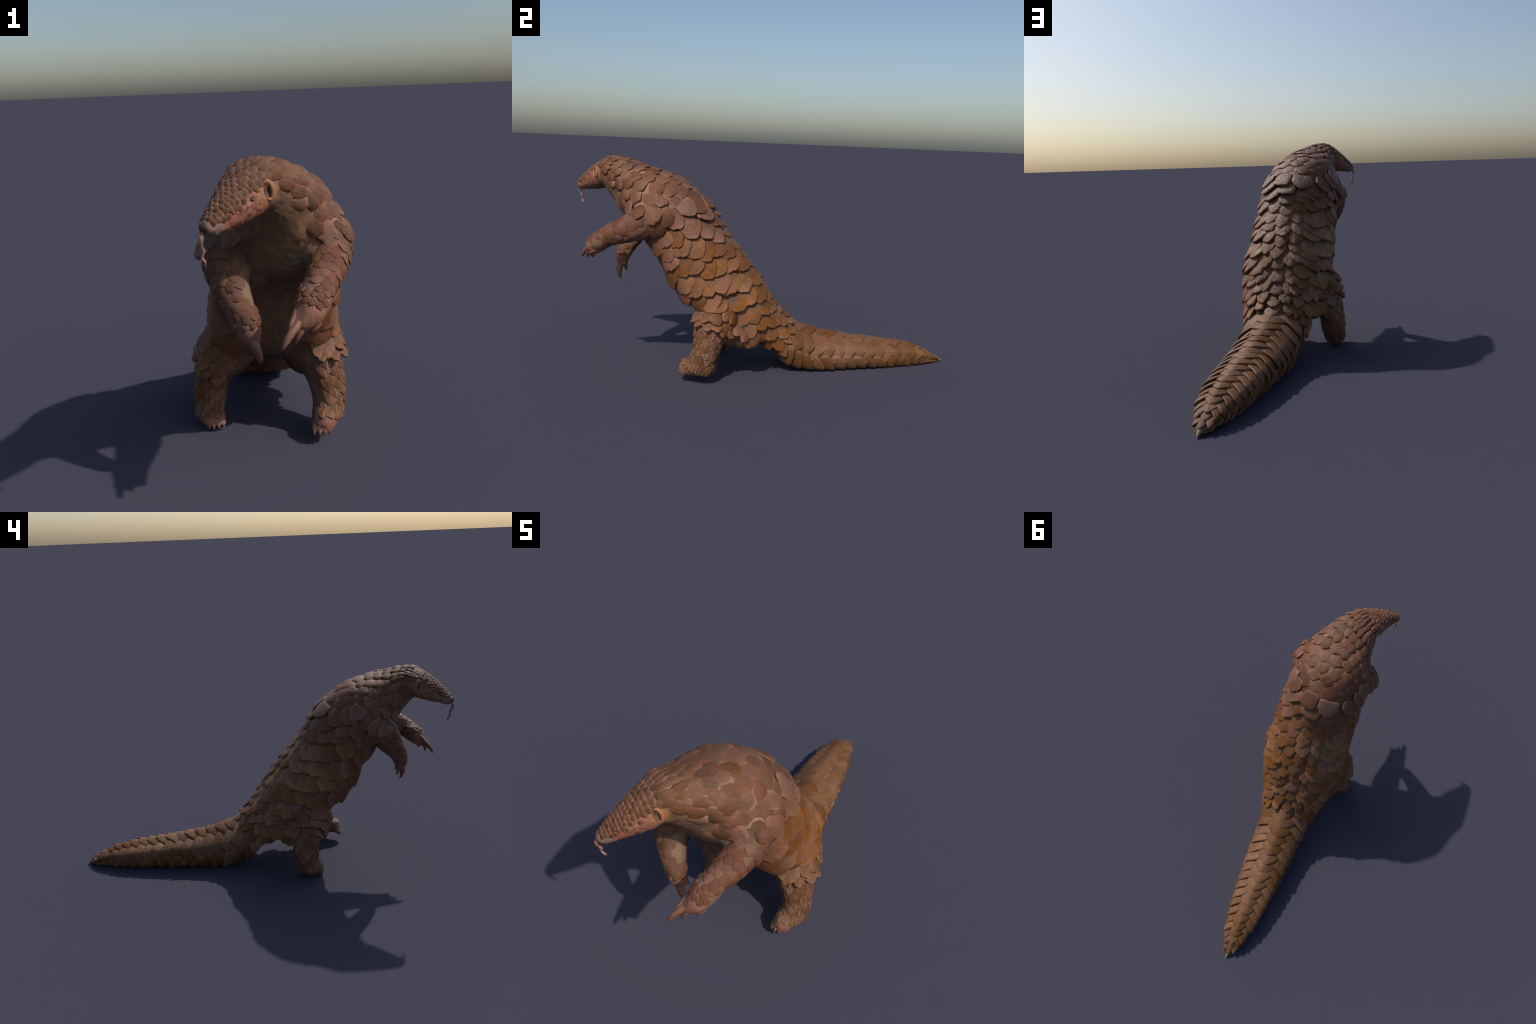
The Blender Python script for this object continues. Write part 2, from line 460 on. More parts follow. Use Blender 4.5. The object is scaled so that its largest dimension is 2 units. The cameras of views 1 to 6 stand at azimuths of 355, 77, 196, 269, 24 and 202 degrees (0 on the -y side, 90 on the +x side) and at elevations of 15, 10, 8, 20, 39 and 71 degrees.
def skin_material():
    m = Nodes("bare_skin")
    obj = m.add("ShaderNodeTexCoord").outputs["Object"]
    n1 = m.noise(obj, 11, 6, .62, .8)
    n2 = m.noise(obj, 38, 6, .65, .5)
    n3 = m.noise(m.mapping(obj, (1, 1, .35)), 24, 5, .6, 1.2)
    col = m.mix(m.ramp(n1, .35, .65), (.090, .048, .027), (.150, .082, .046))
    col = m.mix(m.math("MULTIPLY", m.ramp(n3, .55, .72), .5), col, (.20, .10, .042))
    col = m.mix(m.math("MULTIPLY", m.ramp(n2, .6, .78), .3), col, (.20, .14, .10))
    # throat and chest: paler, ochre
    thr = m.math("MAXIMUM", m.near(obj, (.05, -.74, .82), .04, .17), m.near(obj, (-.10, -.80, .90), .02, .10))
    col = m.mix(m.math("MULTIPLY", thr, m.ramp(n2, .40, .58, .15, .95)), col, (.235, .130, .065))
    green = m.math("MULTIPLY", m.near(obj, (.035, -.735, .775), .0, .05), m.ramp(n2, .42, .6))
    col = m.mix(m.math("MULTIPLY", green, .8), col, (.20, .21, .15))
    # pale seams between the scales of nape and shoulders
    nape = m.math("MAXIMUM", m.near(obj, (.0, -.60, 1.10), .20, .27), m.near(obj, (-.09, -.80, 1.11), .09, .13))
    nape = m.math("MAXIMUM", nape, m.math("MAXIMUM", m.near(obj, (-.13, -.88, 1.06), .06, .085), m.near(obj, (-.185, -.95, 1.0), .035, .06)))
    nape = m.math("MAXIMUM", nape, m.math("MAXIMUM", m.near(obj, (.19, -.60, .90), .10, .15), m.near(obj, (-.21, -.58, .88), .10, .15)))
    col = m.mix(nape, col, m.mix(n2, (.19, .098, .066), (.28, .160, .112)))
    # face
    face = m.math("MAXIMUM", m.near(obj, (-.075, -.945, .965), .045, .085), m.near(obj, (-.20, -.87, .965), .045, .085))
    face = m.math("MAXIMUM", face, m.near(obj, (-.17, -.95, .93), .05, .075))
    facec = m.mix(m.ramp(n3, .40, .60), (.27, .088, .050), (.215, .105, .072))
    spots = m.noise(m.mapping(obj, (1, 1, 1.8)), 85, 3, .55, .8)
    facec = m.mix(m.math("MULTIPLY", m.ramp(spots, .56, .64), .8), facec, (.075, .042, .032))
    facec = m.mix(m.math("MULTIPLY", m.ramp(spots, .43, .34), .5), facec, (.33, .20, .145))
    col = m.mix(face, col, facec)
    ear = m.math("MAXIMUM", m.near(obj, tuple(EAR_L), .02, .05), m.near(obj, tuple(EAR_R), .02, .05))
    col = m.mix(ear, col, m.mix(n2, (.30, .125, .052), (.23, .115, .065)))
    # snout
    sn = m.near(obj, (-.215, -.975, .945), .035, .060)
    col = m.mix(sn, col, m.mix(m.ramp(n2, .35, .65), (.13, .075, .055), (.20, .118, .09)))
    nose = m.near(obj, (-.232, -.995, .930), .010, .022)
    col = m.mix(m.math("MULTIPLY", nose, .85), col, (.055, .034, .028))
    mouth = m.math("MAXIMUM", m.near(obj, (-.190, -.975, .915), .005, .030), m.near(obj, (-.225, -.95, .915), .005, .030))
    col = m.mix(m.math("MULTIPLY", mouth, .75), col, m.mix(n2, (.13, .095, .075), (.33, .26, .20)))
    # hands and feet
    hand = m.math("MAXIMUM", m.near(obj, (.045, -.90, .665), .04, .09), m.near(obj, (-.110, -.775, .58), .04, .085))
    hand = m.math("MAXIMUM", hand, m.math("MAXIMUM", m.near(obj, (.170, -.485, .055), .03, .07), m.near(obj, (-.225, -.33, .03), .03, .06)))
    handc = m.mix(m.ramp(n1, .38, .62), (.19, .098, .066), (.27, .105, .07))
    handc = m.mix(m.math("MULTIPLY", m.ramp(n2, .55, .7), .55), handc, (.28, .185, .13))
    col = m.mix(hand, col, handc)
    arm = m.math("MAXIMUM", m.near(obj, (.10, -.82, .72), .08, .14), m.near(obj, (-.135, -.73, .66), .08, .13))
    col = m.mix(m.math("MULTIPLY", m.math("MULTIPLY", arm, m.math("SUBTRACT", 1.0, hand)), .75), col, m.mix(n2, (.16, .095, .06), (.26, .175, .12)))
    leg = m.math("MAXIMUM", m.near(obj, (.207, -.39, .14), .08, .14), m.near(obj, (-.237, -.262, .12), .08, .14))
    col = m.mix(m.math("MULTIPLY", m.math("MULTIPLY", leg, m.math("SUBTRACT", 1.0, hand)), .7), col, m.mix(n2, (.13, .077, .05), (.19, .115, .077)))
    # sole: greyish green plaster
    sep = m.add("ShaderNodeSeparateXYZ")
    m.link(obj, sep.inputs[0])
    sole = m.math("MULTIPLY", m.near(obj, (.20, -.40, .030), .03, .055), m.ramp(n1, .45, .5))
    col = m.mix(sole, col, (.21, .195, .13))
    bump = m.math("ADD", n2, m.math("MULTIPLY", n3, .8))
    return m.finish(col, m.ramp(n2, .3, .7, .5, .75), bump, .5, .005, .3)


def claw_material():
    m = Nodes("claw_horn")
    obj = m.add("ShaderNodeTexCoord").outputs["Object"]
    n1 = m.noise(obj, 30, 5, .6, .5)
    n2 = m.noise(m.mapping(obj, (1, 1, .3)), 70, 4, .6)
    col = m.mix(m.ramp(n1, .35, .65), (.135, .060, .036), (.205, .090, .057))
    col = m.mix(m.math("MULTIPLY", m.ramp(n2, .55, .7), .5), col, (.10, .065, .045))
    return m.finish(col, .5, n2, .3, .002, .4)


def plain_material(name, a, b, scale=40, rough=.6, spec=.35):
    m = Nodes(name)
    obj = m.add("ShaderNodeTexCoord").outputs["Object"]
    n = m.noise(obj, scale, 5, .6, .5)
    return m.finish(m.mix(m.ramp(n, .35, .65), a, b), rough, n, .35, .003, spec)


M_SCALE, M_SKIN, M_CLAW = scale_material(), skin_material(), claw_material()
M_EAR = plain_material("ear_skin", (.32, .130, .052), (.25, .105, .055), 60)
M_EAR_IN = plain_material("ear_hollow", (.15, .075, .042), (.085, .042, .025), 70)
M_EYE = plain_material("eye_glass", (.022, .013, .009), (.05, .025, .014), 80, .42, .4)
M_TONGUE = plain_material("tongue_flesh", (.32, .165, .12), (.22, .115, .09), 60)
M_TIP = plain_material("bare_tail_tip", (.42, .28, .13), (.33, .20, .10), 60)

# ------------------------------------------------------------------ the animal and its body parts
root = bpy.data.objects.new("pangolin", None)
COL.objects.link(root)
root["label"] = "rearing brown pangolin with overlapping scales and long tail"
root["category"] = "pangolin"

S_TAIL, S_NECK, S_HEAD = trunk.s_of_y(.075), trunk.s_of_y(-.66), trunk.s_of_y(-.818)


def region_of(p):
    best, name = 9, None
    for k, b in part_bvh.items():
        hit = b.find_nearest(Vector(p))
        if hit[3] is not None and hit[3] < best:
            best, name = hit[3], k
    if name == "trunk":
        i = int(np.argmin(((trunk.C - p) ** 2).sum(1)))
        s = trunk.u[i]
        return "tail" if s < S_TAIL else "torso" if s < S_NECK else "neck" if s < S_HEAD else "head"
    return "torso" if name.startswith("haunch") else name


nf = len(body.polygons)
centres = np.empty(nf * 3)
body.polygons.foreach_get("center", centres)
centres = centres.reshape(-1, 3)
labels = [region_of(p) for p in centres]
faces = [tuple(p.vertices) for p in body.polygons]
NAMES = [("torso", "torso"), ("tail", "tail"), ("neck", "neck"), ("head", "head"), ("arm_l", "forelimb"), ("arm_r", "forelimb"), ("hand_l", "hand"), ("hand_r", "hand"), ("leg_l", "hindlimb"), ("leg_r", "hindlimb"), ("foot_l", "foot"), ("foot_r", "foot")]
part = {}
for key, name in NAMES:
    fs = [f for f, l in zip(faces, labels) if l == key]
    used = sorted({v for f in fs for v in f})
    idx = {v: i for i, v in enumerate(used)}
    me = bpy.data.meshes.new(name)
    me.from_pydata([tuple(co[v]) for v in used], [], [tuple(idx[v] for v in f) for f in fs])
    smooth_shade(me)
    me.normals_split_custom_set_from_vertices([tuple(no[v]) for v in used])
    part[key] = new_object(name, me, root, M_SKIN)

# ------------------------------------------------------------------ scales
TEMPLATES = {}
NA = 44
RADII = (.22, .42, .6, .75, .86, .93, .975, 1.0)


def scale_mesh(shape, variant, kx, ky):
    key = (shape, variant, kx, ky)
    if key in TEMPLATES:
        return TEMPLATES[key]
    rs = random.Random(f"{shape}{variant}")
    ph = [rs.uniform(0, 6.28) for _ in range(8)]
    off = Vector((rs.uniform(0, 90), rs.uniform(0, 90), rs.uniform(0, 90)))

    poly = {
        "cobble": [(.92, -.48), (.92, .48), (0, 1), (-.92, .48), (-.92, -.48), (0, -1)],
        "shield": [(.85, -.85), (1, .12), (.70, .66), (.12, 1.02), (-.12, 1.02), (-.70, .66), (-1, .12), (-.85, -.85)],
        "keeled": [(.8, -.8), (.98, .2), (.45, .75), (0, 1.02), (-.45, .75), (-.98, .2), (-.8, -.8)],
        "chevron": [(.85, -.85), (1, -.05), (.62, .50), (.10, 1.03), (-.10, 1.03), (-.62, .50), (-1, -.05), (-.85, -.85)],
    }[shape]
    jit = {"cobble": .13, "shield": .16, "keeled": .06, "chevron": .04}[shape]
    poly = [(x + rs.uniform(-jit, jit), y + rs.uniform(-jit, jit)) for x, y in poly]
    rad = []
    for k in range(NA * 2):
        a = math.pi * k / NA
        c, sn = math.cos(a), math.sin(a)
        best = 9
        for (x0, y0), (x1, y1) in zip(poly, poly[1:] + poly[:1]):
            dx, dy = x1 - x0, y1 - y0
            den = c * dy - sn * dx
            if abs(den) > 1e-9:
                t, u = (x0 * dy - y0 * dx) / den, (x0 * sn - y0 * c) / den
                if t > 0 and -1e-6 <= u <= 1 + 1e-6:
                    best = min(best, t)
        rad.append(best)
    for _ in range({"cobble": 4, "shield": 2, "keeled": 3, "chevron": 4}[shape]):
        rad = [(rad[k - 1] + 2 * rad[k] + rad[(k + 1) % len(rad)]) / 4 for k in range(len(rad))]

    def outline(a):
        q = rad[round(a / math.pi * NA) % (2 * NA)]
        x, y = math.cos(a) * q, math.sin(a) * q
        if shape == "shield" and y > 0:
            # worn, chipped free edge
            y += .09 * noise.noise(Vector((x * 3.1, variant * 7.3, 1.0))) + .085 * noise.noise(Vector((x * 8.5, variant * 3.1, 5.0)))
        return x, y

    def top(x, y, r):
        n = noise.fractal(Vector((x * 1.4, y * .9, 0)) + off, .9, 2.0, 3)
        g = noise.noise(Vector((x * 5.5, y * .5, 3)) + off)
        if shape == "cobble":
            z = 1 - .80 * r**2.6
            z += .10 * n + .05 * g
        elif shape == "keeled":
            z = 1 - .45 * r**2.2 + .42 * math.exp(-(x / .12) ** 2) * (1 - r) ** .5
            z += .10 * n
        elif shape == "chevron":
            z = 1 - .38 * r**3 + .18 * math.exp(-(x / .25) ** 2) * (1 - r**2)
            z += .05 * n
        else:
            z = 1 - .30 * r**3 + .15 * n + .07 * g
        return z - kx * x * x - ky * y * y

    vs, fs = [], []
    edge = {"cobble": .5, "keeled": .5, "chevron": .75, "shield": .95}[shape]
    vs.append((0, 0, top(0, 0, 0)))
    ring0 = []
    for r in RADII:
        start = len(vs)
        ring0.append(start)
        for k in range(NA):
            x, y = outline(2 * math.pi * k / NA)
            x, y = x * r, y * r
            z = top(x, y, r)
            if r > .95:
                z -= (.05 if r < 1 else .20) * edge
            vs.append((x, y, z))
    for rr, dz in ((1.0, .72), (.96, .95), (.6, 1.0)):
        start = len(vs)
        ring0.append(start)
        for k in range(NA):
            x, y = outline(2 * math.pi * k / NA)
            base = top(x, y, 1.0)
            z = base - edge * dz
            if rr < .9:
                z = top(x * rr, y * rr, rr) - 1.25
            vs.append((x * rr, y * rr, z))
    for k in range(NA):
        fs.append((0, ring0[0] + k, ring0[0] + (k + 1) % NA))
    for a, b in zip(ring0[:-1], ring0[1:]):
        for k in range(NA):
            fs.append((a + k, b + k, b + (k + 1) % NA, a + (k + 1) % NA))
    vs.append((0, 0, -.35))
    last = ring0[-1]
    for k in range(NA):
        fs.append((len(vs) - 1, last + (k + 1) % NA, last + k))
    me = bpy.data.meshes.new(f"{shape}_scale")
    me.from_pydata(vs, [], fs)
    smooth_shade(me)
    me.materials.append(M_SCALE)
    TEMPLATES[key] = me
    return me


PROTO = {}
KX, KY = (0, .5, 1.0, 1.7, 2.6, 3.6), (-.6, 0, .7)
placed = []          # (position, half size) of every scale so far
counts = {}


def height_over(P, N, reach=.06):
    """how far the body lies under the tangent plane at P"""
    hit = bvh.ray_cast(P + N * reach, -N, reach * 2)
    return reach if hit[0] is None else hit[3] - reach


FIT = [(x, y) for x in (-.85, -.45, 0, .45, .85) for y in (-.8, -.4, 0, .4, .8) if abs(x) + abs(y) < 1.4]
FIT_A = np.array([(1, x, y, x * x, x * y, y * y) for x, y in FIT])


def fit_body(P, B, T, N, w, l):
    """quadratic fit of the body under a scale: height over (x, y) in half widths and half lengths"""
    h = np.array([-height_over(P + B * (x * w * .5) + T * (y * l * .5), N, .05) for x, y in FIT])
    h = np.clip(h, -.03, .03)
    c = np.linalg.lstsq(FIT_A, h, rcond=None)[0]
    return c, float(np.sqrt(np.mean((FIT_A @ c - h) ** 2)))


def put_scale(name, parent, P, flow, w, l, thick, shape, tilt=1.0, lift=0.0, clear=.55, **props):
    P = Vector(P)
    for q, h in placed:
        if (q - P).length < clear * .62 * (h + .25 * (w + l)):
            return None
    N = surface_normal(P, 14)
    T = Vector(flow)
    T = (T - N * T.dot(N)).normalized()
    # sway the heading a little
    T = (Matrix.Rotation(rng.gauss(0, .07), 3, N) @ T).normalized()
    B = T.cross(N).normalized()
    c, _ = fit_body(P, B, T, N, w, l)
    N = (N - B * (c[1] / (w * .5)) - T * (c[2] / (l * .5))).normalized()
    T = (T - N * T.dot(N)).normalized()
    B = T.cross(N).normalized()
    c, res = fit_body(P, B, T, N, w, l)
    if res > .011 or (w < .05 and res > .0055):
        return None  # the plate would bridge a fold
    kx = min(KX, key=lambda k: abs(k + c[3] / thick))
    ky = min(KY, key=lambda k: abs(k + c[5] / thick))
    me = scale_mesh(shape, rng.randrange(4), kx, ky)
    a = tilt * math.atan2(thick * .9, l * .5) + rng.gauss(0, .02)
    T2 = (T * math.cos(a) + N * math.sin(a)).normalized()
    N2 = (N * math.cos(a) - T * math.sin(a)).normalized()
    M = Matrix.Identity(4)
    for i, (ax, s) in enumerate(((B, w * .5), (T2, l * .5), (N2, thick))):
        for j in range(3):
            M[j][i] = ax[j] * s
    M.translation = P + N * (lift + max(-.006, min(.006, c[0])))
    key = (name, me.name)
    if key not in PROTO:
        PROTO[key] = bpy.data.objects.new(name, me)
        o = PROTO[key]
    else:
        o = PROTO[key].copy()
        o.name = name
    COL.objects.link(o)
    o.parent = parent
    o.matrix_world = M
    for k in ("rosy", "ochre", "tan", "keel", "pale"):
        o[k] = float(props.get(k, 0.0))
    placed.append((P, .25 * (w + l)))
    counts[name] = counts.get(name, 0) + 1
    return o


def on_body(shape, s, th, ds, limit=.06):
    """outermost point of the body seen from the axis of a part, and the direction toward rising s * ds"""
    P = Vector(shape.sample(s, th))
    C = Vector(shape.centre(s))
    D = (P - C).normalized()
    hit = bvh.ray_cast(P + D * limit, -D, limit + .05)
    if hit[0] is None:
        return None
    e = .012
    m = max(e, min(shape.L - e, s))
    F = Vector(shape.sample(m + ds * e, th)) - Vector(shape.sample(m - ds * e, th))
    return hit[0], F.normalized(), (hit[0] - P).dot(D)


def trunk_arc(s, a, b, n=24):
    th = np.linspace(a, b, n)
    p = np.array([trunk.sample(s, t) for t in th])
    c = np.concatenate([[0], np.cumsum(np.linalg.norm(np.diff(p, axis=0), axis=1))])
    return th, c


def row_angles(s, tmax, ncol, shift):
    """angles of the scales of one row, evenly spaced along the girth between -tmax and tmax"""
    th, c = trunk_arc(s, 0, tmax)
    step = 2 * c[-1] / ncol
    out = []
    k = -ncol // 2 - 1
    while k <= ncol // 2 + 1:
        d = (k + (.5 if shift else 0)) * step
        if abs(d) <= c[-1] + 1e-6:
            out.append(math.copysign(float(np.interp(abs(d), c, th)), d))
        k += 1
    return out, step


def lerp(x, xs, ys):
    return float(np.interp(x, xs, ys))


def label_here(P):
    return region_of(np.array(P))


# --- head: many small scales in rows from nape to snout
s0, s1 = trunk.s_of_y(-.845), trunk.s_of_y(-.975)
s, row = s0, 0
while s < s1:
    f = (s - s0) / (s1 - s0)
    pitch = lerp(f, (0, .3, .7, 1), (.0195, .0140, .0125, .0120))
    tmax = lerp(f, (0, .25, .7, 1), (1.05, 1.15, 1.25, 1.05))
    width = lerp(f, (0, .3, .7, 1), (.027, .0195, .0170, .0150))
    th, c = trunk_arc(s, 0, tmax)
    n = max(2, round(2 * c[-1] / width))
    angs, step = row_angles(s, tmax, n, row % 2)
    for a in angs:
        h = on_body(trunk, s, a, -1)
        if h and min((h[0] - Vector(e)).length for e in (EYE_L, EYE_R)) > .016:
            put_scale("head_scale", part["head"], h[0], h[1], step * 1.24, pitch * 1.8, .0045, "cobble", tilt=.7, clear=.3, lift=.0006, rosy=rng.uniform(.0, .2) + .3 * (abs(a) > .9), pale=.8)
    s += pitch
    row += 1

# --- nape, shoulders and torso in one system of rows
S_CAPE = trunk.s_of_y(-.435)
sA, sB = trunk.s_of_y(-.83), trunk.s_of_y(.06)
s, row = sA, 0
cape_rows = 0
while s > sB:
    y = -float(np.interp(s, trunk.u, -trunk.C[:, 1]))
    cape = s > S_CAPE
    f = (sA - s) / (sA - sB)
    pitch = lerp(f, (0, .08, .3, .45, 1), (.034, .043, .051, .054, .052))
    tmax = lerp(y, (-.83, -.76, -.66, -.55, -.42, -.2, .0, .06), (1.3, 2.05, 2.3, 2.35, 2.45, 2.5, 1.95, 1.9))
    ncol = lerp(y, (-.83, -.72, -.6, -.45, -.2, .0), (11, 12, 12, 10, 9, 9.5))
    angs, step = row_angles(s, tmax, round(ncol), row % 2)
    for a in angs:
        ss = s + rng.gauss(0, .005)
        a += rng.gauss(0, .035)
        h = on_body(trunk, ss, a, -1, .09)
        if not h:
            continue
        # the cape of nape and shoulder scales ends in a level ledge above the flanks
        ledge = .825 + .012 * math.sin(5 * a)
        cape = h[0].z > ledge
        last_cape = cape and h[0].z < ledge + .062
        lab = label_here(h[0])
        if lab.startswith(("hand", "foot")) or (lab.startswith("arm") and (h[2] > .05 or h[0].z < .74)):
            continue
        owner = part["neck" if lab == "head" else lab]
        side = abs(a) / math.pi
        name = {"neck": "neck_scale", "torso": "body_scale", "tail": "body_scale"}.get(lab, "body_scale")
        if cape:
            lift = (.012 if abs(a) < 1.3 else .006) if last_cape else 0.0
            last_cape = last_cape and not lab.startswith("arm") and abs(a) < 1.25
            put_scale(name, owner, h[0], h[1], (.7 if lab.startswith("arm") else 1) * step * (1.34 if not last_cape else 1.14), (.8 if lab.startswith("arm") else 1) * pitch * (1.95 if not last_cape else 1.9), .0085 if not last_cape else .0115, "cobble" if not last_cape else "shield", clear=.35, lift=lift + .0012,
                      rosy=min(1, max(0, .15 + .75 * max(0, abs(a) - .45) + rng.uniform(-.15, .3))), ochre=rng.uniform(0, .25), pale=rng.uniform(.25, .75) if not last_cape else .2)
        else:
            if lab.startswith("leg") or (abs(a) > 1.0 and y > -.35):
                F = (h[1] + V(0, 0, -1) * .8).normalized()
                h = (h[0], F, h[2])
            flank = math.exp(-((abs(a) - 1.3) / .75) ** 2)
            if abs(a) < 1.5 * step / .2 * .62 and h[0].z < ledge - .02 and y < .03:
                continue  # the back has columns of its own
            below = min(1.0, max(0.0, (ledge - h[0].z) / .22))
            k = .72 if lab.startswith("leg") else 1.0
            put_scale(name, owner, h[0], h[1], k * step * rng.uniform(1.08, 1.30), k * pitch * rng.uniform(1.85, 2.3), .0135, "shield", tilt=1.2, clear=.35, lift=.001,
                      ochre=min(1, (.42 + .60 * flank) * (.25 + .75 * below) + rng.uniform(-.2, .2)), rosy=max(0, rng.uniform(-.2, .4) + .25 * (abs(a) > 1.8) + .55 * (1 - below)), pale=.2, tan=lerp(y, (-.1, .06), (0, .6)))
    s -= pitch
    row += 1

# --- back: lengthwise columns of larger, flatter plates between the ledge and the tail
s_top, s_end = trunk.s_of_y(-.435), trunk.s_of_y(.075)
for col in (-2, -1, 1, 2, 0):
    s = s_top - (0 if col % 2 else .036)
    while s > s_end:
        f = (s_top - s) / (s_top - s_end)
        width = lerp(f, (0, .6, 1), (.084, .080, .068))
        th_, c_ = trunk_arc(s, 0, 2.0)
        d = abs(col) * width * .92 + rng.gauss(0, .004)
        a = math.copysign(float(np.interp(d, c_, th_)), col) if col else rng.gauss(0, .02)
        h = on_body(trunk, s, a, -1, .05)
        pitch = lerp(f, (0, .6, 1), (.074, .068, .056))
        if h and h[0].z < .845:
            put_scale("body_scale", part["torso"] if s > S_TAIL else part["tail"], h[0], h[1], width * rng.uniform(1.05, 1.2), pitch * rng.uniform(1.6, 1.9), .0115, "shield", tilt=.95, clear=.34, lift=.0005,
                      ochre=rng.uniform(.2, .8), rosy=max(0, rng.uniform(-.3, .4)), tan=rng.uniform(0, .6), pale=.2)
        s -= pitch * rng.uniform(.94, 1.06)

# --- tail: crest row, upper sides, flanks, lower edge, underside
s0, s1 = trunk.s_of_y(.055), trunk.s_of_y(.972)
COLS = [(0.0, 0, .40), (.37, 1, .46), (.69, 0, .38), (.93, 1, .30)]  # place and width as shares of the half girth
s, row = s0, 0
while s > s1:
    f = (s0 - s) / (s0 - s1)
    pitch = lerp(f, (0, .5, .8, 1), (.063, .058, .046, .028))
    for share, half, wf in COLS:
        ss = s - (.5 * pitch if half else 0)
        if ss < s1 - .01:
            continue
        th_, c_ = trunk_arc(ss, 0, math.pi)
        for sg in ((1,) if share == 0 else (1, -1)):
            th = float(np.interp(share * c_[-1], c_, th_))
            w = wf * c_[-1] * 1.08
            h = on_body(trunk, ss, sg * th, -1)
            if not h:
                continue
            under = share > .9
            put_scale("tail_scale", part["tail"], h[0], h[1], w, pitch * (1.9 if not under else 1.5), lerp(f, (0, .7, 1), (.0145, .0122, .007)) * rng.uniform(.85, 1.15) * (.6 if under else .85 if share == 0 else 1), "chevron", clear=.12, lift=-.001, tilt=.85 if share == 0 else 1.3,
                      tan=1.0, ochre=rng.uniform(.0, .28), rosy=rng.uniform(0, .15), pale=.15)
    s -= pitch
    row += 1


# --- limbs
def limb_rows(limb, key, sa, sb, pitch, width, arc0, arc1, name, shape, thick, props, shrink=1.0):
    s, row = sa, 0
    while s < sb:
        f = (s - sa) / (sb - sa)
        k = 1 + (shrink - 1) * f
        R = float(np.interp(s, limb.u, limb.R))
        n = max(3, round((arc1 - arc0) * R / (width * k)))
        for i in range(n + 1):
            t = (i + (.5 if row % 2 else 0)) / n
            if t > 1:
                continue
            a = arc0 + (arc1 - arc0) * t
            h = on_body(limb, s + rng.gauss(0, .0025), a, 1, .05)
            if not h:
                continue
            lab = label_here(h[0])
            if lab not in (key, key.replace("arm", "hand"), key.replace("leg", "foot"), "torso", "neck") or h[2] > .03:
                continue
            put_scale(name, part[key], h[0], h[1], (arc1 - arc0) * R / n * (1.28 if shape == "cobble" else 1.18), pitch * k * (1.76 if shape == "cobble" else 1.75), thick * k, shape, tilt=.85, clear=.62, lift=.0004, **{q: v(rng) if callable(v) else v for q, v in props.items()})
        s += pitch * k
        row += 1


arm_props = dict(rosy=lambda r: r.uniform(.3, .9), ochre=lambda r: r.uniform(0, .15), pale=lambda r: r.uniform(.0, .3))
arm_props_r = dict(rosy=lambda r: r.uniform(.0, .45), ochre=lambda r: r.uniform(0, .2), pale=lambda r: r.uniform(.0, .3))
limb_rows(arm_l, "arm_l", arm_l.L * .22, arm_l.L * .97, .038, .050, -2.3, 2.1, "forelimb_scale", "cobble", .0046, arm_props, .62)
limb_rows(arm_r, "arm_r", arm_r.L * .22, arm_r.L * .97, .038, .050, -2.1, 2.3, "forelimb_scale", "cobble", .0046, arm_props_r, .62)
for limb, key in ((leg_l, "leg_l"), (leg_r, "leg_r")):
    for frac, wd, ln, tl in ((.30, .068, .088, 1.5), (.385, .060, .078, 2.0), (.455, .052, .064, 2.3)):
        n = 7
        for i in range(n):
            a = -1.5 + 3.0 * (i + (.5 if frac == .385 else 0)) / (n - 1) + rng.gauss(0, .06)
            h = on_body(limb, limb.L * frac + rng.gauss(0, .006), a, 1, .09)
            if not h or a > 2.1 or label_here(h[0]).startswith(("arm", "tail")):
                continue
            F = (h[1] + V(0, 0, -.5)).normalized()
            put_scale("body_scale", part[key], h[0], F, wd * rng.uniform(.9, 1.2), ln * rng.uniform(.9, 1.15), .0115, "shield", tilt=tl, clear=.42, lift=.004, ochre=rng.uniform(.2, .8), rosy=max(0, rng.uniform(-.2, .4)), pale=.3)
leg_props = dict(keel=lambda r: r.uniform(.2, 1.0), rosy=lambda r: r.uniform(.1, .4), ochre=lambda r: r.uniform(.0, .2), pale=.4)
limb_rows(leg_l, "leg_l", leg_l.L * .50, leg_l.L * 1.08, .029, .042, -1.95, 1.95, "hindlimb_scale", "keeled", .0047, leg_props, .9)
limb_rows(leg_r, "leg_r", leg_r.L * .50, leg_r.L * 1.06, .029, .042, -1.95, 1.95, "hindlimb_scale", "keeled", .0047, leg_props, .9)


hand_props = dict(rosy=lambda r: r.uniform(.5, 1.0), ochre=lambda r: r.uniform(0, .1), pale=.3)
limb_rows(hand_l, "hand_l", 0, hand_l.L * .62, .019, .026, -1.5, 1.9, "hand_scale", "cobble", .0042, hand_props, .8)
limb_rows(hand_r, "hand_r", 0, hand_r.L * .62, .019, .026, -1.5, 1.5, "hand_scale", "cobble", .0042, hand_props, .8)
limb_rows(foot_l, "foot_l", foot_l.L * .2, foot_l.L * .62, .020, .030, -1.3, 1.3, "foot_scale", "cobble", .0045, leg_props, .8)
limb_rows(foot_r, "foot_r", foot_r.L * .2, foot_r.L * .62, .020, .030, -1.3, 1.3, "foot_scale", "cobble", .0045, leg_props, .8)


# ------------------------------------------------------------------ claws, ears, eyes, tongue, tail tip
def horn(name, parent, pts, mat, flat=1.0, ref=(0, 0, 1), n=22, m=14):
    me = tube_mesh(Limb(pts, ref, n=n, m=m, flat=flat).rings(), name)
    smooth_shade(me)
    return new_object(name, me, parent, mat)


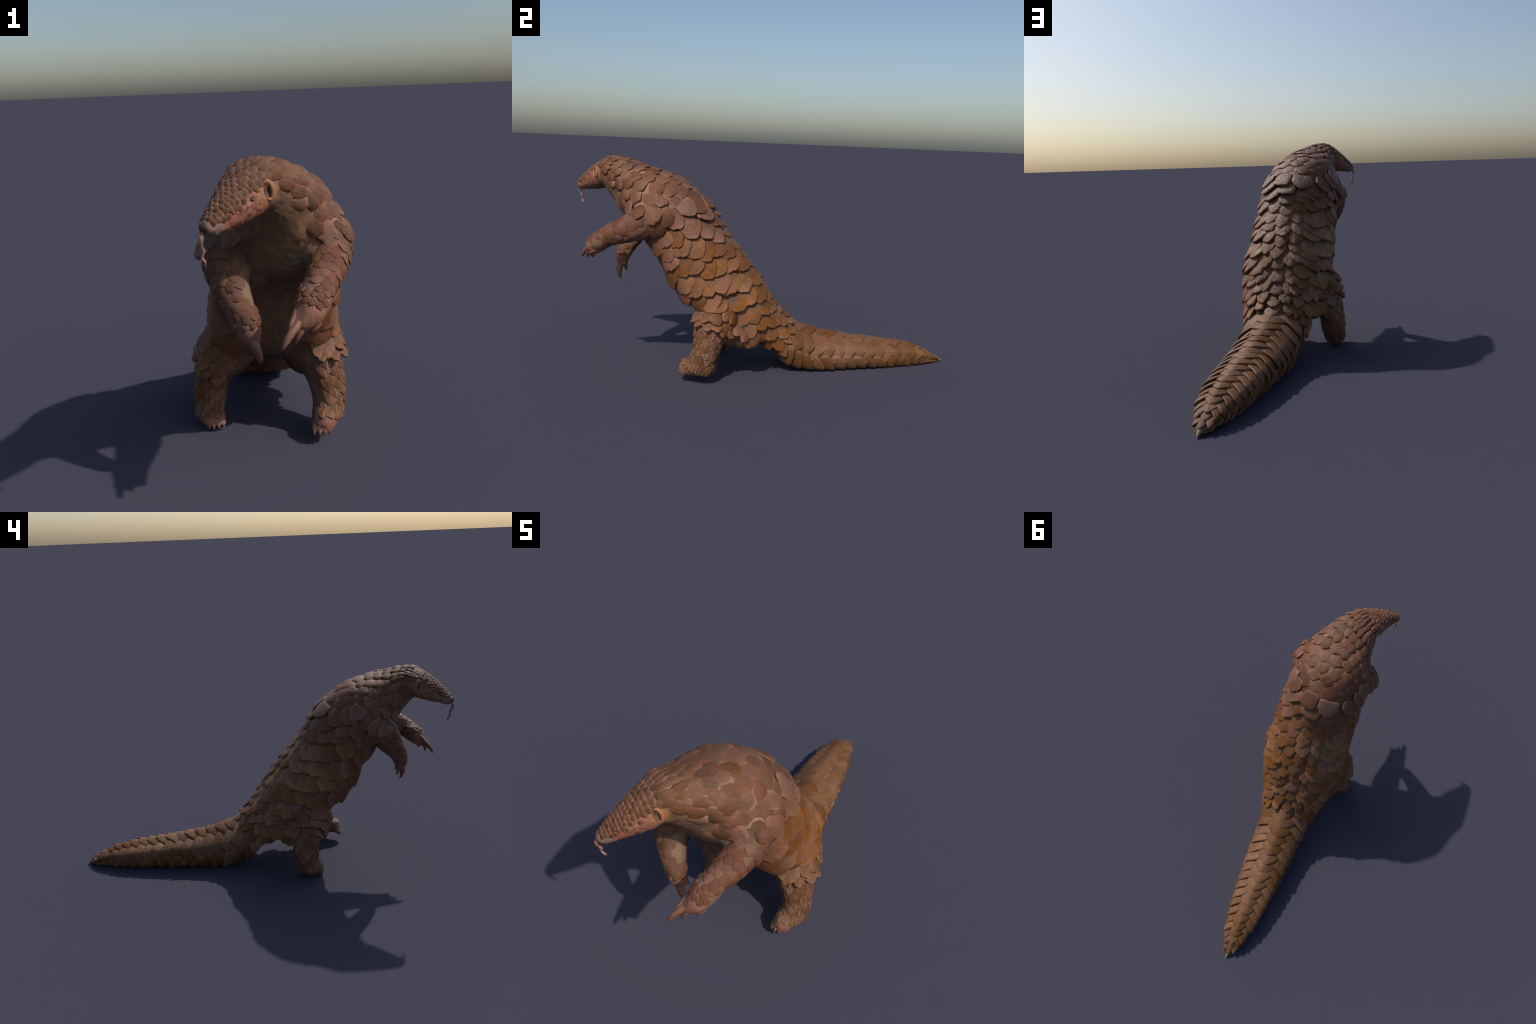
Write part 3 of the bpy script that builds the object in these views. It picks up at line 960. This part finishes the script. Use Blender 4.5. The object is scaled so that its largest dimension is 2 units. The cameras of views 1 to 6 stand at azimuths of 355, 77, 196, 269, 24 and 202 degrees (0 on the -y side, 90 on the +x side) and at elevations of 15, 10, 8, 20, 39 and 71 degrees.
horn("claw", part["hand_l"], [(.042, -.905, .664, .016), (.016, -.930, .648, .014), (-.008, -.950, .627, .0115), (-.025, -.963, .606, .008), (-.032, -.967, .594, .004)], M_CLAW, 1.0)
horn("claw", part["hand_l"], [(.022, -.900, .678, .012), (.004, -.922, .660, .009), (-.006, -.937, .644, .006), (-.011, -.944, .632, .003)], M_CLAW)
horn("claw", part["hand_l"], [(.062, -.893, .655, .016), (.062, -.908, .636, .015), (.056, -.913, .620, .009), (.050, -.912, .606, .003)], M_CLAW, 1.5)
horn("claw", part["hand_l"], [(.050, -.902, .650, .013), (.040, -.918, .628, .008), (.034, -.922, .618, .003)], M_CLAW)
horn("claw", part["hand_l"], [(.032, -.915, .648, .012), (.020, -.932, .626, .010), (.010, -.938, .606, .006), (.006, -.936, .594, .003)], M_CLAW, 1.2)
horn("claw", part["hand_r"], [(-.104, -.773, .570, .016), (-.094, -.785, .540, .0145), (-.085, -.790, .512, .012), (-.079, -.787, .488, .008), (-.078, -.782, .474, .004)], M_CLAW, 1.15)
horn("claw", part["hand_r"], [(-.122, -.765, .568, .014), (-.118, -.763, .542, .011), (-.112, -.757, .522, .007), (-.110, -.754, .508, .003)], M_CLAW, 1.3)
horn("claw", part["hand_r"], [(-.088, -.762, .560, .012), (-.082, -.758, .540, .009), (-.080, -.752, .528, .003)], M_CLAW, 1.3)
for tip, rt, r in TOES:
    par = part["foot_l"] if tip[0] > 0 else part["foot_r"]
    t, b = np.array(tip), np.array(rt)
    d = unit(t - b)
    p0, p1, p2 = t - d * .006 + (0, 0, .003), t + d * .004 + (0, 0, .001), t + d * .008 - (0, 0, .006)
    horn("claw", par, [tuple(p0) + (.0085,), tuple(p1) + (.0070,), tuple(p2) + (.0035,)], M_CLAW, n=10, m=10)


def frame_at(P):
    hit = bvh.find_nearest(Vector(P))
    return hit[0], surface_normal(hit[0], 60)


def ear(P, back):
    """C-shaped fleshy rim around a shallow hollow"""
    Q, N = frame_at(P)
    U = Vector((0, 0, 1))
    U = (U - N * U.dot(N)).normalized()
    Bk = Vector(back)
    Bk = (Bk - N * Bk.dot(N)).normalized()
    U = (U - Bk * U.dot(Bk)).normalized()
    Q = Q + Bk * .004 + N * .004
    rings = []
    n = 48
    for i in range(n):
        a = 2 * math.pi * i / n
        backness = .5 + .5 * math.cos(a)
        c = Q + Bk * (.0130 * math.cos(a)) + U * (.0245 * math.sin(a)) + N * (-.003 + .008 * backness)
        out = (Bk * math.cos(a) * 1.5 + U * math.sin(a)).normalized()
        r = .0016 + .0042 * backness
        rings.append([tuple(c + out * (r * 1.25 * math.cos(b)) + N * (r * 1.1 * math.sin(b))) for b in np.linspace(0, 2 * math.pi, 14, endpoint=False)])
    vs = [p for r in rings for p in r]
    fs = [(i * 14 + j, i * 14 + (j + 1) % 14, ((i + 1) % n) * 14 + (j + 1) % 14, ((i + 1) % n) * 14 + j) for i in range(n) for j in range(14)]
    me = bpy.data.meshes.new("ear")
    me.from_pydata(vs, [], fs)
    smooth_shade(me)
    bm = bmesh.new()
    bm.from_mesh(me)
    bmesh.ops.recalc_face_normals(bm, faces=bm.faces)
    bm.to_mesh(me)
    bm.free()
    o = new_object("ear", me, part["head"], M_EAR)
    # hollow with a fold of cartilage
    vs, fs = [tuple(Q - N * .004)], []
    for k, r in enumerate((.3, .6, .85, 1.0)):
        for i in range(32):
            a = 2 * math.pi * i / 32
            z = -.006 + .007 * r * r + .005 * math.exp(-((math.cos(a) + .6) / .5) ** 2) * math.sin(math.pi * r)
            vs.append(tuple(Q + Bk * (.0130 * r * math.cos(a)) + U * (.0245 * r * math.sin(a)) + N * z))
    for i in range(32):
        fs.append((0, 1 + i, 1 + (i + 1) % 32))
        for k in range(3):
            fs.append((1 + k * 32 + i, 1 + (k + 1) * 32 + i, 1 + (k + 1) * 32 + (i + 1) % 32, 1 + k * 32 + (i + 1) % 32))
    me = bpy.data.meshes.new("ear_hollow")
    me.from_pydata(vs, [], fs)
    smooth_shade(me)
    new_object("ear_hollow", me, o, M_EAR_IN)


ear(EAR_L, (.53, .80, .12))
ear(EAR_R, (.53, .80, .12))
for e in (EYE_L, EYE_R):
    Q, N = frame_at(e)
    me = bpy.data.meshes.new("eye")
    bm = bmesh.new()
    bmesh.ops.create_uvsphere(bm, u_segments=18, v_segments=12, radius=.0062)
    for v in bm.verts:
        v.co = v.co + Q - N * .0030
    bm.to_mesh(me)
    bm.free()
    smooth_shade(me)
    new_object("eye", me, part["head"], M_EYE)


def tongue():
    pts, _ = catmull([(-.227, -.984, .928, .007), (-.229, -.990, .912, .0075), (-.231, -.985, .893, .0055), (-.226, -.978, .876, .0062), (-.231, -.976, .860, .0045), (-.224, -.972, .846, .0040), (-.226, -.968, .833, .001)], 40)
    rings = []
    for i, (x, y, z, w) in enumerate(pts):
        t = i / 39
        tw = .5 + 1.9 * t
        sx = np.array([math.cos(tw), math.sin(tw), .15])
        nz = np.array([-math.sin(tw), math.cos(tw), .1])
        w *= 1 + .22 * noise.noise(Vector((t * 14, 2, 0)))
        rings.append([np.array([x, y, z]) + sx * w * math.cos(a) + nz * (.0028 * (1 - .6 * t)) * math.sin(a) + nz * .003 * math.cos(2 * a) for a in np.linspace(0, 2 * math.pi, 16, endpoint=False)])
    me = tube_mesh(np.array(rings), "tongue")
    smooth_shade(me)
    new_object("tongue", me, part["head"], M_TONGUE)


tongue()
horn("tail_tip", part["tail"], [(.014, .960, .017, .010), (.015, .974, .012, .008), (.016, .984, .008, .005), (.017, .992, .005, .002)], M_TIP)
print("COUNTS", counts, "templates", len(TEMPLATES))
